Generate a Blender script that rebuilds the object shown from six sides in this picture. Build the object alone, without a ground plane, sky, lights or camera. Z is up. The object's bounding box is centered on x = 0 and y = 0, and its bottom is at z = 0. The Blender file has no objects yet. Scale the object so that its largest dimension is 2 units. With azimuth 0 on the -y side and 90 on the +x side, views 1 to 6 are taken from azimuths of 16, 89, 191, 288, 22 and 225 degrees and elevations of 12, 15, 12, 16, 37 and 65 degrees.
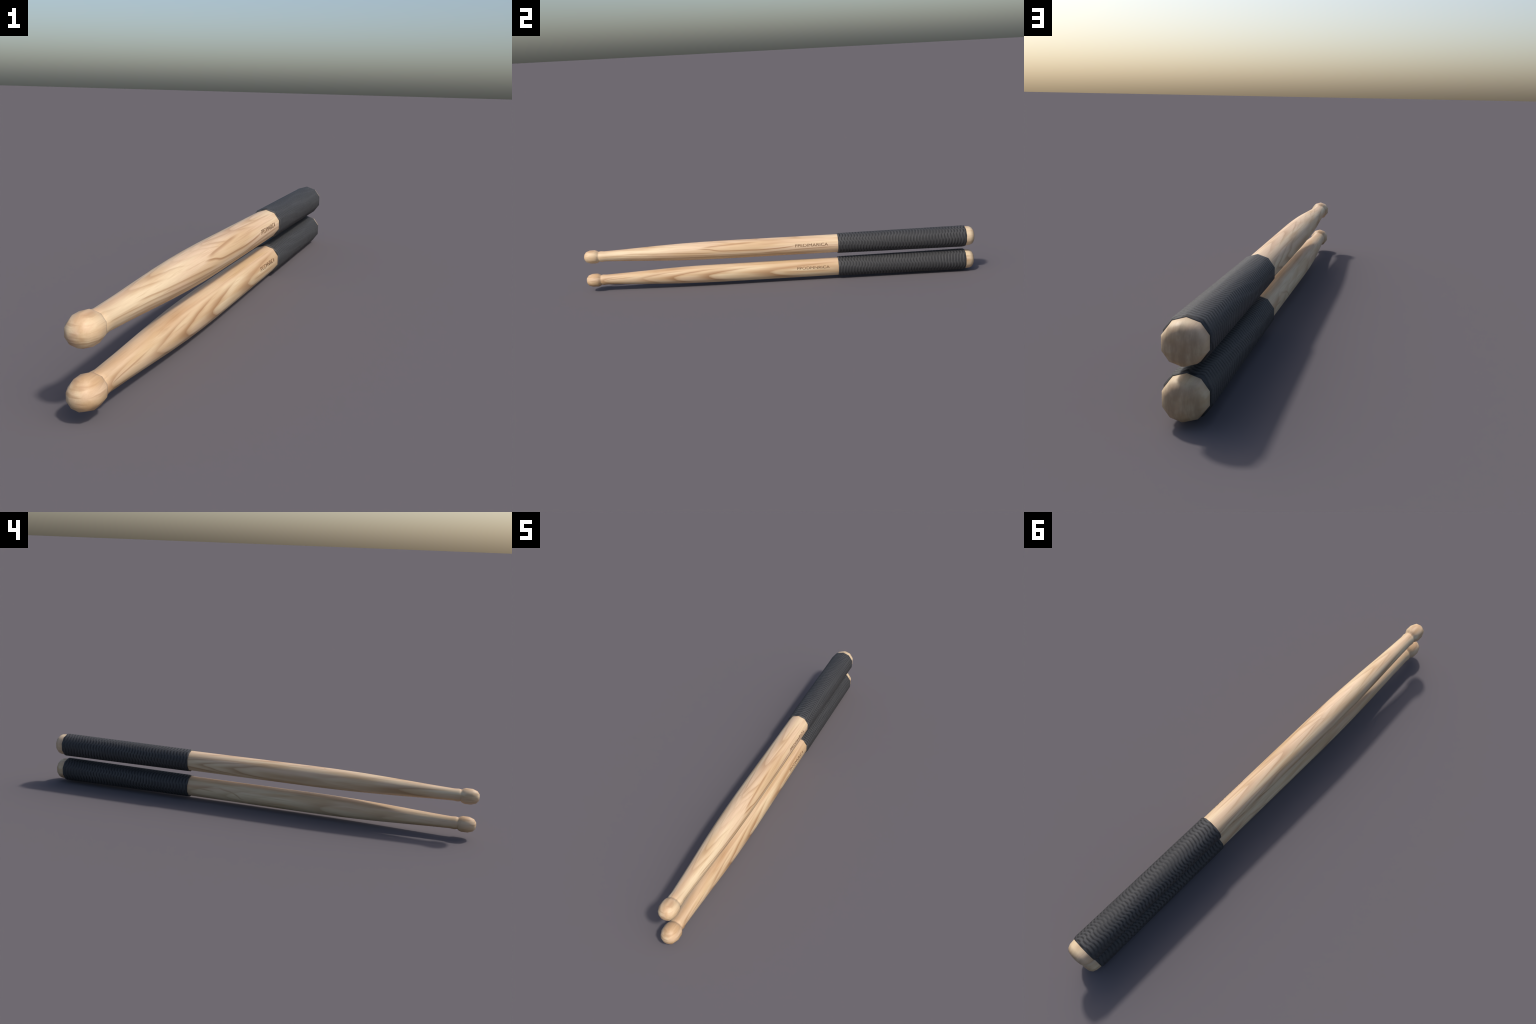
"""A pair of wooden drumsticks with ribbed black rubber grips, stacked one above the other."""
import math
import bpy, bmesh
from mathutils import Vector, Matrix

SIDES = 10                      # the turned wood is a ten-sided prism, smooth shaded
STEP = 2 * math.pi / SIDES
WIDER = 1.024                   # the section is a touch wider than tall

# ---------------------------------------------------------------- profiles
# (distance along the stick, radius): bead tip, neck, shoulder taper, shaft, butt
WOOD_PROFILE = [
    (-1.0000, 0.0000), (-0.9985, 0.0143), (-0.9890, 0.0270), (-0.9690, 0.0344), (-0.9430, 0.0348),
    (-0.9310, 0.0303), (-0.9262, 0.0252), (-0.9230, 0.0263), (-0.9140, 0.0281), (-0.8960, 0.0266), (-0.8100, 0.0301),
    (-0.7070, 0.0353), (-0.6050, 0.0404), (-0.5050, 0.0443), (-0.4000, 0.0467), (-0.3000, 0.0477), (-0.1000, 0.0477),
    (0.1000, 0.0475), (0.2950, 0.0474), (0.3300, 0.0474), (0.9300, 0.0515), (0.9530, 0.0516),
    (0.9740, 0.0496), (0.9880, 0.0438), (0.9965, 0.0330), (0.9997, 0.0170), (1.0000, 0.0000)]
TIP_END, BUTT_START = 6, 21     # profile rings where tip and butt meet the shaft

GRIP_START, GRIP_END = 0.2945, 0.9530
GRIP_RADIUS_START, GRIP_RADIUS_END = 0.0530, 0.0567
RIB_PITCH, RIB_HEIGHT = 0.01535, 0.0008
RIB_WAVES, RIB_SWING = 6, 0.26


# ---------------------------------------------------------------- node helpers
class Graph:
    def __init__(self, name):
        self.mat = bpy.data.materials.new(name)
        self.mat.use_nodes = True
        self.nt = self.mat.node_tree
        self.nt.nodes.clear()
        self.out = self.nt.nodes.new("ShaderNodeOutputMaterial")
        self.bsdf = self.nt.nodes.new("ShaderNodeBsdfPrincipled")
        self.nt.links.new(self.bsdf.outputs[0], self.out.inputs[0])
        self.coord = self.nt.nodes.new("ShaderNodeTexCoord").outputs["Object"]
        sep = self.nt.nodes.new("ShaderNodeSeparateXYZ")
        self.nt.links.new(self.coord, sep.inputs[0])
        self.x, self.y, self.z = sep.outputs

    def put(self, socket, v):
        if isinstance(v, bpy.types.NodeSocket):
            self.nt.links.new(v, socket)
        elif v is not None:
            socket.default_value = v

    def math(self, op, a, b=None, c=None, clamp=False):
        n = self.nt.nodes.new("ShaderNodeMath")
        n.operation, n.use_clamp = op, clamp
        for i, v in enumerate((a, b, c)):
            self.put(n.inputs[i], v)
        return n.outputs[0]

    def add(self, a, b): return self.math("ADD", a, b)
    def sub(self, a, b): return self.math("SUBTRACT", a, b)
    def mul(self, a, b): return self.math("MULTIPLY", a, b)

    def smooth(self, v, lo, hi, to0=0.0, to1=1.0):
        n = self.nt.nodes.new("ShaderNodeMapRange")
        n.interpolation_type = "SMOOTHSTEP"
        for s, q in zip(n.inputs[:5], (v, lo, hi, to0, to1)):
            self.put(s, q)
        return n.outputs[0]

    def noise(self, scale, stretch=(1, 1, 1), offset=(0, 0, 0), detail=2.0, rough=0.5):
        m = self.nt.nodes.new("ShaderNodeMapping")
        self.put(m.inputs[0], self.coord)
        m.inputs["Location"].default_value = offset
        m.inputs["Scale"].default_value = stretch
        n = self.nt.nodes.new("ShaderNodeTexNoise")
        self.nt.links.new(m.outputs[0], n.inputs["Vector"])
        n.inputs["Scale"].default_value = scale
        n.inputs["Detail"].default_value = detail
        n.inputs["Roughness"].default_value = rough
        return n.outputs["Fac"]

    def ramp(self, v, stops, interp="LINEAR"):
        n = self.nt.nodes.new("ShaderNodeValToRGB")
        n.color_ramp.interpolation = interp
        e = n.color_ramp.elements
        while len(e) < len(stops):
            e.new(0.5)
        for el, (p, c) in zip(e, stops):
            el.position = p
            el.color = (c, c, c, 1) if isinstance(c, float) else (*c, 1)
        self.put(n.inputs[0], v)
        return n.outputs[0]

    def curve(self, v, points):
        """piecewise-smooth map of 0..1 to 0..1"""
        n = self.nt.nodes.new("ShaderNodeFloatCurve")
        c = n.mapping.curves[0]
        while len(c.points) < len(points):
            c.points.new(0.5, 0.5)
        for p, q in zip(c.points, points):
            p.location = q
            p.handle_type = "AUTO"
        n.mapping.update()
        self.put(n.inputs["Value"], v)
        return n.outputs[0]

    def mix(self, fac, a, b, mode="MIX"):
        n = self.nt.nodes.new("ShaderNodeMix")
        n.data_type, n.blend_type = "RGBA", mode
        self.put(n.inputs[0], fac)
        self.put(n.inputs[6], a if isinstance(a, bpy.types.NodeSocket) else (*a, 1))
        self.put(n.inputs[7], b if isinstance(b, bpy.types.NodeSocket) else (*b, 1))
        return n.outputs[2]

    def angle_from(self, degrees):
        """angle around the stick, in radians, measured from the given direction (0 = +x, 90 = up)"""
        c, s = math.cos(math.radians(degrees)), math.sin(math.radians(degrees))
        v = self.sub(self.mul(self.z, c), self.mul(self.x, s))
        u = self.add(self.mul(self.x, c), self.mul(self.z, s))
        return self.math("ARCTAN2", v, u)

    def finish(self, colour, rough, bump=None, strength=0.2, distance=0.002, specular=0.5):
        self.put(self.bsdf.inputs["Base Color"], colour)
        self.put(self.bsdf.inputs["Roughness"], rough)
        self.bsdf.inputs["Specular IOR Level"].default_value = specular
        if bump is not None:
            b = self.nt.nodes.new("ShaderNodeBump")
            b.inputs["Strength"].default_value = strength
            b.inputs["Distance"].default_value = distance
            self.put(b.inputs["Height"], bump)
            self.nt.links.new(b.outputs[0], self.bsdf.inputs["Normal"])
        return self.mat


def srgb(r, g, b):
    f = lambda c: c / 12.92 if c <= 0.04045 else ((c + 0.055) / 1.055) ** 2.4
    return tuple(f(v / 255) for v in (r, g, b))


CREAM = srgb(216, 194, 160)
PEACH = srgb(210, 181, 150)
HONEY = srgb(202, 172, 134)
TAN = srgb(184, 148, 110)
LATE = srgb(150, 108, 70)

# Growth-ring arches: where the cut runs along the grain the rings show as arches.  Each family:
#   centre: direction the arch faces, opens: +1 towards the butt / -1 towards the tip,
#   apexes: positions of the arch tops along the stick, steep: reach of the two arms per square
#   radian (below, above the centre line), half: angular half width in degrees, weight.
LOWER_ARCHES = [
    dict(centre=3, opens=1, apexes=(-1.02, -0.905, -0.705, -0.553, -0.375, -0.060, 0.40, 0.70, 1.0),
         steep=(0.24, 0.55), grow=0.9, half=(62, 50), weight=1.0, wobble=0.05),
    dict(centre=190, opens=-1, apexes=(-1.0, -0.62, -0.33, -0.05, 0.10, 0.30, 0.6, 1.0),
         steep=(0.30, 0.40), grow=0.2, half=(60, 60), weight=0.55, wobble=0.07),
]
UPPER_ARCHES = [
    dict(centre=84, opens=1, apexes=(-1.02, -0.80, -0.68, -0.55, -0.43, -0.34, -0.12, 0.10, 0.32, 0.66, 1.0),
         steep=(0.42, 0.55), grow=0.3, half=(50, 44), weight=0.62, wobble=0.10),
    dict(centre=178, opens=-1, apexes=(-1.0, -0.66, -0.31, 0.07, 0.22, 0.34, 0.7, 1.0),
         steep=(0.55, 0.42), grow=0.2, half=(58, 55), weight=0.75, wobble=0.06),
]
# Single dark grain lines: (points along the stick: (y, degrees)), width in degrees, strength
UPPER_LINES = [
    ([(-0.42, 26), (-0.37, 21), (-0.30, 6), (-0.24, 3), (-0.05, 3), (0.05, 10), (0.09, 17)], 4.5, 0.95),
    ([(-0.10, -20), (0.0, -14), (0.13, -9), (0.295, -6)], 4.0, 0.7),
    ([(-0.79, 21), (-0.64, 11), (-0.43, 1), (-0.34, -5)], 4.0, 0.65),
    ([(-0.92, 8), (-0.76, 1), (-0.60, -8), (-0.43, -15), (-0.24, -18), (0.05, -24)], 4.0, 0.6),
    ([(-0.85, -14), (-0.60, -24), (-0.40, -30), (-0.10, -36), (0.25, -34)], 5.0, 0.5),
    ([(-0.39, 36), (-0.34, 40), (-0.28, 44), (-0.20, 48), (-0.12, 50)], 6.0, 0.8),
    ([(-0.36, 112), (-0.33, 92), (-0.20, 81), (-0.04, 70), (0.10, 66), (0.27, 62)], 5.0, 0.5),
    ([(-0.10, 134), (0.12, 138), (0.29, 141)], 4.0, 0.45),
    ([(-0.20, 32), (0.0, 36), (0.28, 38)], 3.0, 0.3),
]
LOWER_LINES = [
    ([(-0.92, -4), (-0.905, 2), (-0.867, 13), (-0.823, 19), (-0.77, 25), (-0.72, 29)], 4.0, 0.7),
    ([(0.00, -2), (0.10, -4), (0.29, -5)], 4.0, 0.5),
    ([(0.013, 200), (0.046, 184), (0.08, 166), (0.113, 160), (0.16, 150)], 6.0, 0.6),
    ([(0.15, 178), (0.18, 175), (0.28, 168)], 4.5, 0.5),
    ([(-0.60, 60), (-0.30, 56), (0.0, 58), (0.28, 55)], 4.0, 0.25),
]


def wood_material(name, arches, lines, seed, tone, streaks):
    g = Graph(name)
    off = (seed * 3.1, seed * 1.7, seed * 2.3)
    # pale sapwood drifting between cream, peach and honey in long streaks
    drift = g.noise(1.0, (26, 1.1, 26), off, 2.0, 0.55)
    colour = g.mix(g.smooth(drift, 0.40, 0.62), CREAM, PEACH)
    drift = g.noise(1.0, (30, 2.6, 30), (off[1], off[2], off[0]), 2.0, 0.5)
    colour = g.mix(g.smooth(drift, 0.46, 0.66), colour, HONEY)
    # broad soft brown streaks
    patch = g.noise(1.0, (20, 1.9, 20), (off[2] + 11, off[1], off[0]), 2.0, 0.5)
    colour = g.mix(g.smooth(patch, 0.48, 0.72, 0.0, streaks), colour, TAN)
    # fibre: fine hairlines along the stick
    fibre = g.noise(1.0, (170, 3.2, 170), off, 3.0, 0.6)
    fibre_dark = g.smooth(fibre, 0.50, 0.74, 0.0, 0.32)
    dark = fibre_dark
    # growth-ring arches
    for k, a in enumerate(arches):
        d = g.angle_from(a["centre"])
        wob = g.sub(g.noise(1.0, (16, 4.0, 16), (off[0] + 5 * k, off[2], off[1]), 2.0, 0.5), 0.5)
        fine = g.sub(g.noise(1.0, (60, 9.0, 60), (off[2] + 7 * k, off[0], off[1]), 2.0, 0.5), 0.5)
        up = g.math("GREATER_THAN", d, 0.0)
        lo, hi = a["steep"]
        steep = g.add(lo, g.mul(up, hi - lo))
        steep = g.mul(steep, g.add(1.0 + 0.3 * a["grow"], g.mul(g.y, a["grow"])))
        reach = g.mul(g.math("POWER", g.math("ABSOLUTE", d), 1.5), g.mul(steep, 0.68))
        q = g.sub(g.y, g.mul(reach, float(a["opens"])))
        q = g.add(q, g.add(g.mul(wob, 2 * a["wobble"]), g.mul(fine, 0.5 * a["wobble"])))
        t = g.math("MULTIPLY_ADD", q, 0.5, 0.5, clamp=True)
        aps = a["apexes"]
        n = len(aps)
        phase = g.curve(t, [(min(1, max(0, y * 0.5 + 0.5)), i / n) for i, y in enumerate(aps)])
        frac = g.math("FRACT", g.mul(phase, float(n)))
        if a["opens"] < 0:
            frac = g.sub(1.0, frac)
        ring = g.ramp(frac, [(0.0, 0.72), (0.07, 0.26), (0.22, 0.02), (0.42, 0.08), (0.66, 0.32), (0.88, 0.78), (1.0, 1.0)])
        deg = math.degrees(1)
        neg, pos = a["half"]
        win = g.mul(g.smooth(d, -neg / deg, -0.55 * neg / deg), g.smooth(d, 0.55 * pos / deg, pos / deg, 1.0, 0.0))
        fade = g.smooth(g.noise(1.0, (9, 2.2, 9), (off[1] + 3 * k, off[0], 1.0), 1.0, 0.5), 0.32, 0.60, 0.30, 1.0)
        dark = g.math("MAXIMUM", dark, g.mul(g.mul(ring, win), g.mul(fade, a["weight"])))
    # single grain lines
    for k, (pts, width, strength) in enumerate(lines):
        mid = sum(p[1] for p in pts) / len(pts)
        d = g.angle_from(mid)
        t = g.math("MULTIPLY_ADD", g.y, 0.5, 0.5, clamp=True)
        first, last = pts[0], pts[-1]
        run = [(0.0, (first[1] - mid + 90) / 180)] + [(p[0] * 0.5 + 0.5, (p[1] - mid + 90) / 180) for p in pts] \
            + [(1.0, (last[1] - mid + 90) / 180)]
        line = g.mul(g.sub(g.curve(t, run), 0.5), math.pi)
        wob = g.mul(g.sub(g.noise(1.0, (20, 5.0, 20), (k * 1.3, off[0], off[1]), 1.0, 0.5), 0.5), 0.12)
        gap = g.sub(d, g.add(line, wob))
        w = math.radians(width)
        # sharp on one flank, soft on the other, as late wood is
        m = g.mul(g.smooth(gap, -1.9 * w, 0.0), g.smooth(gap, 0.15 * w, 0.9 * w, 1.0, 0.0))
        ends = g.mul(g.smooth(g.y, first[0] - 0.02, first[0] + 0.04), g.smooth(g.y, last[0] - 0.08, last[0] + 0.03, 1.0, 0.0))
        dark = g.math("MAXIMUM", dark, g.mul(g.mul(m, ends), strength))
    body = g.mul(g.smooth(g.y, -0.985, -0.93), g.smooth(g.y, 0.955, 0.985, 1.0, 0.0))
    dark = g.mul(dark, g.add(0.25, g.mul(body, 0.75)))
    # growth rings meet the turned bead crosswise and show as fine bands
    bands = g.noise(1.0, (18, 6.0, 120), (off[2], off[0], off[1]), 2.0, 0.5)
    bands = g.mul(g.smooth(bands, 0.48, 0.70, 0.0, 0.55), g.smooth(g.y, -0.955, -0.925, 1.0, 0.0))
    dark = g.math("MAXIMUM", dark, bands)
    colour = g.mix(g.mul(dark, 0.84), colour, LATE)
    # butt end tinted a mottled greyer tan, painting in the shade it lies in
    mottle = g.noise(1.0, (90, 20, 22), off, 3.0, 0.6)
    cap = g.mul(g.smooth(g.y, 0.970, 0.998), g.smooth(mottle, 0.25, 0.70, 0.40, 0.80))
    colour = g.mix(cap, colour, srgb(148, 122, 95))
    if tone < 1:
        colour = g.mix(1.0, colour, (tone, tone, tone * 0.985), "MULTIPLY")
    grain = g.noise(1.0, (420, 14, 420), off, 2.0, 0.6)
    colour = g.mix(g.smooth(grain, 0.35, 0.75, 0.0, 0.10), colour, LATE)
    rough = g.smooth(fibre, 0.3, 0.7, 0.50, 0.60)
    return g.finish(colour, rough, grain, 0.08, 0.001, 0.35)


def rubber_material(seed):
    g = Graph("ribbed_black_rubber")
    th = g.angle_from(0)
    sine = lambda v: g.math("SINE", v)
    wander = g.add(g.mul(sine(g.add(g.mul(th, 2.0), g.add(g.mul(g.y, 9.0), seed))), 0.6),
                   g.mul(sine(g.add(g.mul(th, 3.0), g.add(g.mul(g.y, -14.0), 2 * seed))), 0.4))
    swing = sine(g.add(g.mul(th, float(RIB_WAVES)), g.add(g.mul(wander, 1.3), g.add(g.mul(g.y, 5.0), seed))))
    side = g.math("TANH", g.mul(swing, 2.2))
    amount = g.add(0.50, g.mul(g.mul(side, side), 0.50))
    swing = g.mul(side, RIB_SWING)
    phase = g.add(g.mul(g.y, 1 / RIB_PITCH), g.add(swing, g.mul(wander, 0.22)))
    wave = sine(g.mul(phase, 2 * math.pi))
    big = g.noise(1.0, (14, 5, 14), (0, 0, 0), 2.0, 0.5)
    fine = g.noise(1.0, (260, 420, 260), (4, 1, 2), 2.0, 0.6)
    colour = g.mix(g.smooth(big, 0.35, 0.65), srgb(58, 58, 59), srgb(68, 68, 69))
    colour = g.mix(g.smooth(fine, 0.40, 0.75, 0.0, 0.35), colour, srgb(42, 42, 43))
    # the valleys between the ribs are coloured darker than the crowns
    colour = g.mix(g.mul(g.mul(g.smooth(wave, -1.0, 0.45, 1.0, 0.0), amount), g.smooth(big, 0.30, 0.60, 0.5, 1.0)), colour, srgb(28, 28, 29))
    return g.finish(colour, g.smooth(fine, 0.3, 0.7, 0.62, 0.74), fine, 0.12, 0.001, 0.35)


def ink_material():
    g = Graph("burnt_lettering")
    n = g.noise(1.0, (60, 60, 60), (2, 5, 1), 2.0, 0.6)
    colour = g.mix(g.smooth(n, 0.35, 0.68), srgb(92, 66, 42), srgb(134, 100, 68))
    return g.finish(colour, 0.6, None, specular=0.3)


# ---------------------------------------------------------------- mesh builders
def ring_point(y, r, k):
    a = math.pi / 2 + k * STEP
    return Vector((WIDER * r * math.cos(a), y, r * math.sin(a)))


def facet_radius(r, theta):
    """distance from the axis to the flat face of the ten-sided section whose corners lie at r"""
    off = (theta - math.pi / 2) % STEP - STEP / 2
    return r * math.cos(STEP / 2) / math.cos(off)


def wood_meshes():
    """tip, shaft and butt: regions of one turned body that share its vertex normals"""
    bm = bmesh.new()
    rings = []
    for y, r in WOOD_PROFILE:
        if r == 0:
            rings.append([bm.verts.new((0, y, 0))])
        else:
            rings.append([bm.verts.new(ring_point(y, r, k)) for k in range(SIDES)])
    faces = []
    for i in range(len(rings) - 1):
        a, b = rings[i], rings[i + 1]
        for k in range(SIDES):
            j = (k + 1) % SIDES
            if len(a) == 1:
                f = bm.faces.new((a[0], b[k], b[j]))
            elif len(b) == 1:
                f = bm.faces.new((a[j], a[k], b[0]))
            else:
                f = bm.faces.new((a[k], b[k], b[j], a[j]))
            faces.append((i, f))
    bmesh.ops.recalc_face_normals(bm, faces=bm.faces[:])
    bm.normal_update()
    bm.verts.index_update()
    out = {}
    for part, lo, hi in (("tip", 0, TIP_END), ("shaft", TIP_END, BUTT_START), ("butt", BUTT_START, len(rings) - 1)):
        used, verts, normals, polys = {}, [], [], []
        for i, f in faces:
            if lo <= i < hi:
                for v in f.verts:
                    if v.index not in used:
                        used[v.index] = len(verts)
                        verts.append(v.co[:])
                        normals.append(v.normal[:])
                polys.append([used[v.index] for v in f.verts])
        me = bpy.data.meshes.new(part)
        me.from_pydata(verts, [], polys)
        me.polygons.foreach_set("use_smooth", [True] * len(polys))
        me.normals_split_custom_set_from_vertices(normals)
        me.update()
        out[part] = me
    bm.free()
    return out


def rib_phase(y, th, seed, sin, tanh):
    """rib number at a place on the sleeve: rows of ribs step sideways every thirty degrees"""
    wander = 0.6 * sin(2 * th + 9 * y + seed) + 0.4 * sin(3 * th - 14 * y + 2 * seed)
    side = tanh(2.2 * sin(RIB_WAVES * th + 1.3 * wander + 5 * y + seed))
    # the rib dies away where one row hands over to the next
    return y / RIB_PITCH + RIB_SWING * side + 0.22 * wander, 0.50 + 0.50 * side * side


def grip_mesh(seed):
    """a rubber sleeve whose wavy ribs run round it; the section keeps the ten sides of the wood"""
    per_side, per_rib = 12, 7
    cols = SIDES * per_side
    # stations along the sleeve: (y, radius, axial part of the normal, rib strength)
    st = [(GRIP_START + 0.0005, 0.0465, -1.0, 0.0), (GRIP_START, 0.0492, -0.9, 0.0),
          (GRIP_START + 0.0012, 0.0509, -0.70, 0.0), (GRIP_START + 0.0036, GRIP_RADIUS_START - 0.0002, -0.25, 0.0)]
    y0, y1 = GRIP_START + 0.007, GRIP_END - 0.011
    n = int((y1 - y0) / RIB_PITCH * per_rib)
    for i in range(n + 1):
        t = i / n
        y = y0 + t * (y1 - y0)
        edge = min(1.0, (y - y0) / 0.012, (y1 - y) / 0.012)
        st.append((y, GRIP_RADIUS_START + (GRIP_RADIUS_END - GRIP_RADIUS_START) * t, 0.0, max(0.0, edge)))
    st += [(GRIP_END - 0.0080, GRIP_RADIUS_END - 0.0006, 0.25, 0.0), (GRIP_END - 0.0020, GRIP_RADIUS_END - 0.0030, 0.45, 0.0),
           (GRIP_END, 0.0524, 0.80, 0.0), (GRIP_END - 0.0002, 0.0505, 1.0, 0.0)]

    def rib(y, th):
        p, amount = rib_phase(y, th, seed, math.sin, math.tanh)
        return RIB_HEIGHT * (1 - amount * (1 - (0.5 + 0.5 * math.sin(2 * math.pi * p)) ** 0.7))

    verts, normals = [], []
    e = 1e-4
    for y, r, ax, rs in st:
        for c in range(cols):
            th = math.pi / 2 + c * 2 * math.pi / cols
            h = hy = ht = 0.0
            if rs > 0:
                h = rs * rib(y, th)
                hy = rs * (rib(y + e, th) - rib(y - e, th)) / (2 * e)
                ht = rs * (rib(y, th + e) - rib(y, th - e)) / (2 * e)
            rad = facet_radius(r, th) + h - 0.9 * RIB_HEIGHT * rs
            er = Vector((math.cos(th), 0, math.sin(th)))
            et = Vector((-math.sin(th), 0, math.cos(th)))
            verts.append((WIDER * rad * er.x, y, rad * er.z))
            nrm = er * math.sqrt(max(0.0, 1 - ax * ax)) + Vector((0, ax - hy, 0)) - et * (ht / r)
            normals.append(nrm.normalized()[:])
    polys = []
    for i in range(len(st) - 1):
        for c in range(cols):
            j = (c + 1) % cols
            polys.append((i * cols + c, (i + 1) * cols + c, (i + 1) * cols + j, i * cols + j))
    me = bpy.data.meshes.new("grip")
    me.from_pydata(verts, [], polys)
    bm = bmesh.new()
    bm.from_mesh(me)
    f = bm.faces[:][len(polys) // 2]
    if f.normal.dot(Vector((f.calc_center_median().x, 0, f.calc_center_median().z))) < 0:
        bmesh.ops.reverse_faces(bm, faces=bm.faces[:])
    bm.to_mesh(me)
    bm.free()
    me.polygons.foreach_set("use_smooth", [True] * len(polys))
    me.normals_split_custom_set_from_vertices(normals)
    me.update()
    return me


def lettering_mesh(body, y0, y1, low, high):
    """a word stamped along the shaft, bent round it and standing 0.4 mm proud"""
    cu = bpy.data.curves.new("lettering", "FONT")
    cu.body = body
    cu.resolution_u = 4
    ob = bpy.data.objects.new("lettering_helper", cu)
    bpy.context.collection.objects.link(ob)
    dg = bpy.context.evaluated_depsgraph_get()
    me = bpy.data.meshes.new_from_object(ob.evaluated_get(dg))
    bpy.data.objects.remove(ob)
    xs = [v.co.x for v in me.vertices]
    zs = [v.co.y for v in me.vertices]
    x0, x1, b0, b1 = min(xs), max(xs), min(zs), max(zs)
    bm = bmesh.new()
    bm.from_mesh(me)
    bm.transform(Matrix.Translation((-x0, -b0, 0)))
    bm.transform(Matrix.Diagonal(((y1 - y0) / (x1 - x0), 1 / (b1 - b0), 1, 1)))
    bmesh.ops.remove_doubles(bm, verts=bm.verts[:], dist=1e-5)
    for i in range(1, 10):
        bmesh.ops.bisect_plane(bm, geom=bm.verts[:] + bm.edges[:] + bm.faces[:], plane_co=(0, i / 10, 0), plane_no=(0, 1, 0))
    top = bmesh.ops.extrude_face_region(bm, geom=bm.faces[:])
    raised = {v for v in top["geom"] if isinstance(v, bmesh.types.BMVert)}
    for v in bm.verts:
        th = math.radians(low + (high - low) * v.co.y)
        rad = facet_radius(0.0476, th) + (0.0004 if v in raised else -0.0006)
        v.co = (WIDER * rad * math.cos(th), y0 + v.co.x, rad * math.sin(th))
    bmesh.ops.recalc_face_normals(bm, faces=bm.faces[:])
    bm.to_mesh(me)
    bm.free()
    me.name = "lettering"
    return me


# ---------------------------------------------------------------- assembly
def build():
    ink = ink_material()
    sticks = [
        dict(z=0.0569, tilt=-0.0004, arches=LOWER_ARCHES, lines=LOWER_LINES, seed=1.0, tone=0.96, streaks=0.8,
             word="FPODMNRICA", span=(0.082, 0.248), band=(7.5, 24.5)),
        dict(z=0.1801, tilt=-0.0012, arches=UPPER_ARCHES, lines=UPPER_LINES, seed=2.0, tone=1.0, streaks=0.6,
             word="FPEDIMARICA", span=(0.076, 0.243), band=(3.0, 21.5)),
    ]
    for s in sticks:
        root = bpy.data.objects.new("drumstick", None)
        root.empty_display_size = 0.1
        bpy.context.collection.objects.link(root)
        root.location = (0, 0, s["z"])
        root.rotation_euler = (s["tilt"], 0, 0)
        root["label"] = "pale wooden drumstick with round bead tip and ribbed black rubber grip"
        root["category"] = "drumstick"
        wood = wood_material("ash_wood", s["arches"], s["lines"], s["seed"], s["tone"], s["streaks"])
        parts = [(n, m, wood) for n, m in wood_meshes().items()]
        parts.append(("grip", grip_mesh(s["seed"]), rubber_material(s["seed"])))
        parts.append(("lettering", lettering_mesh(s["word"], *s["span"], *s["band"]), ink))
        for name, me, mat in parts:
            me.materials.append(mat)
            ob = bpy.data.objects.new(name, me)
            bpy.context.collection.objects.link(ob)
            ob.parent = root


build()
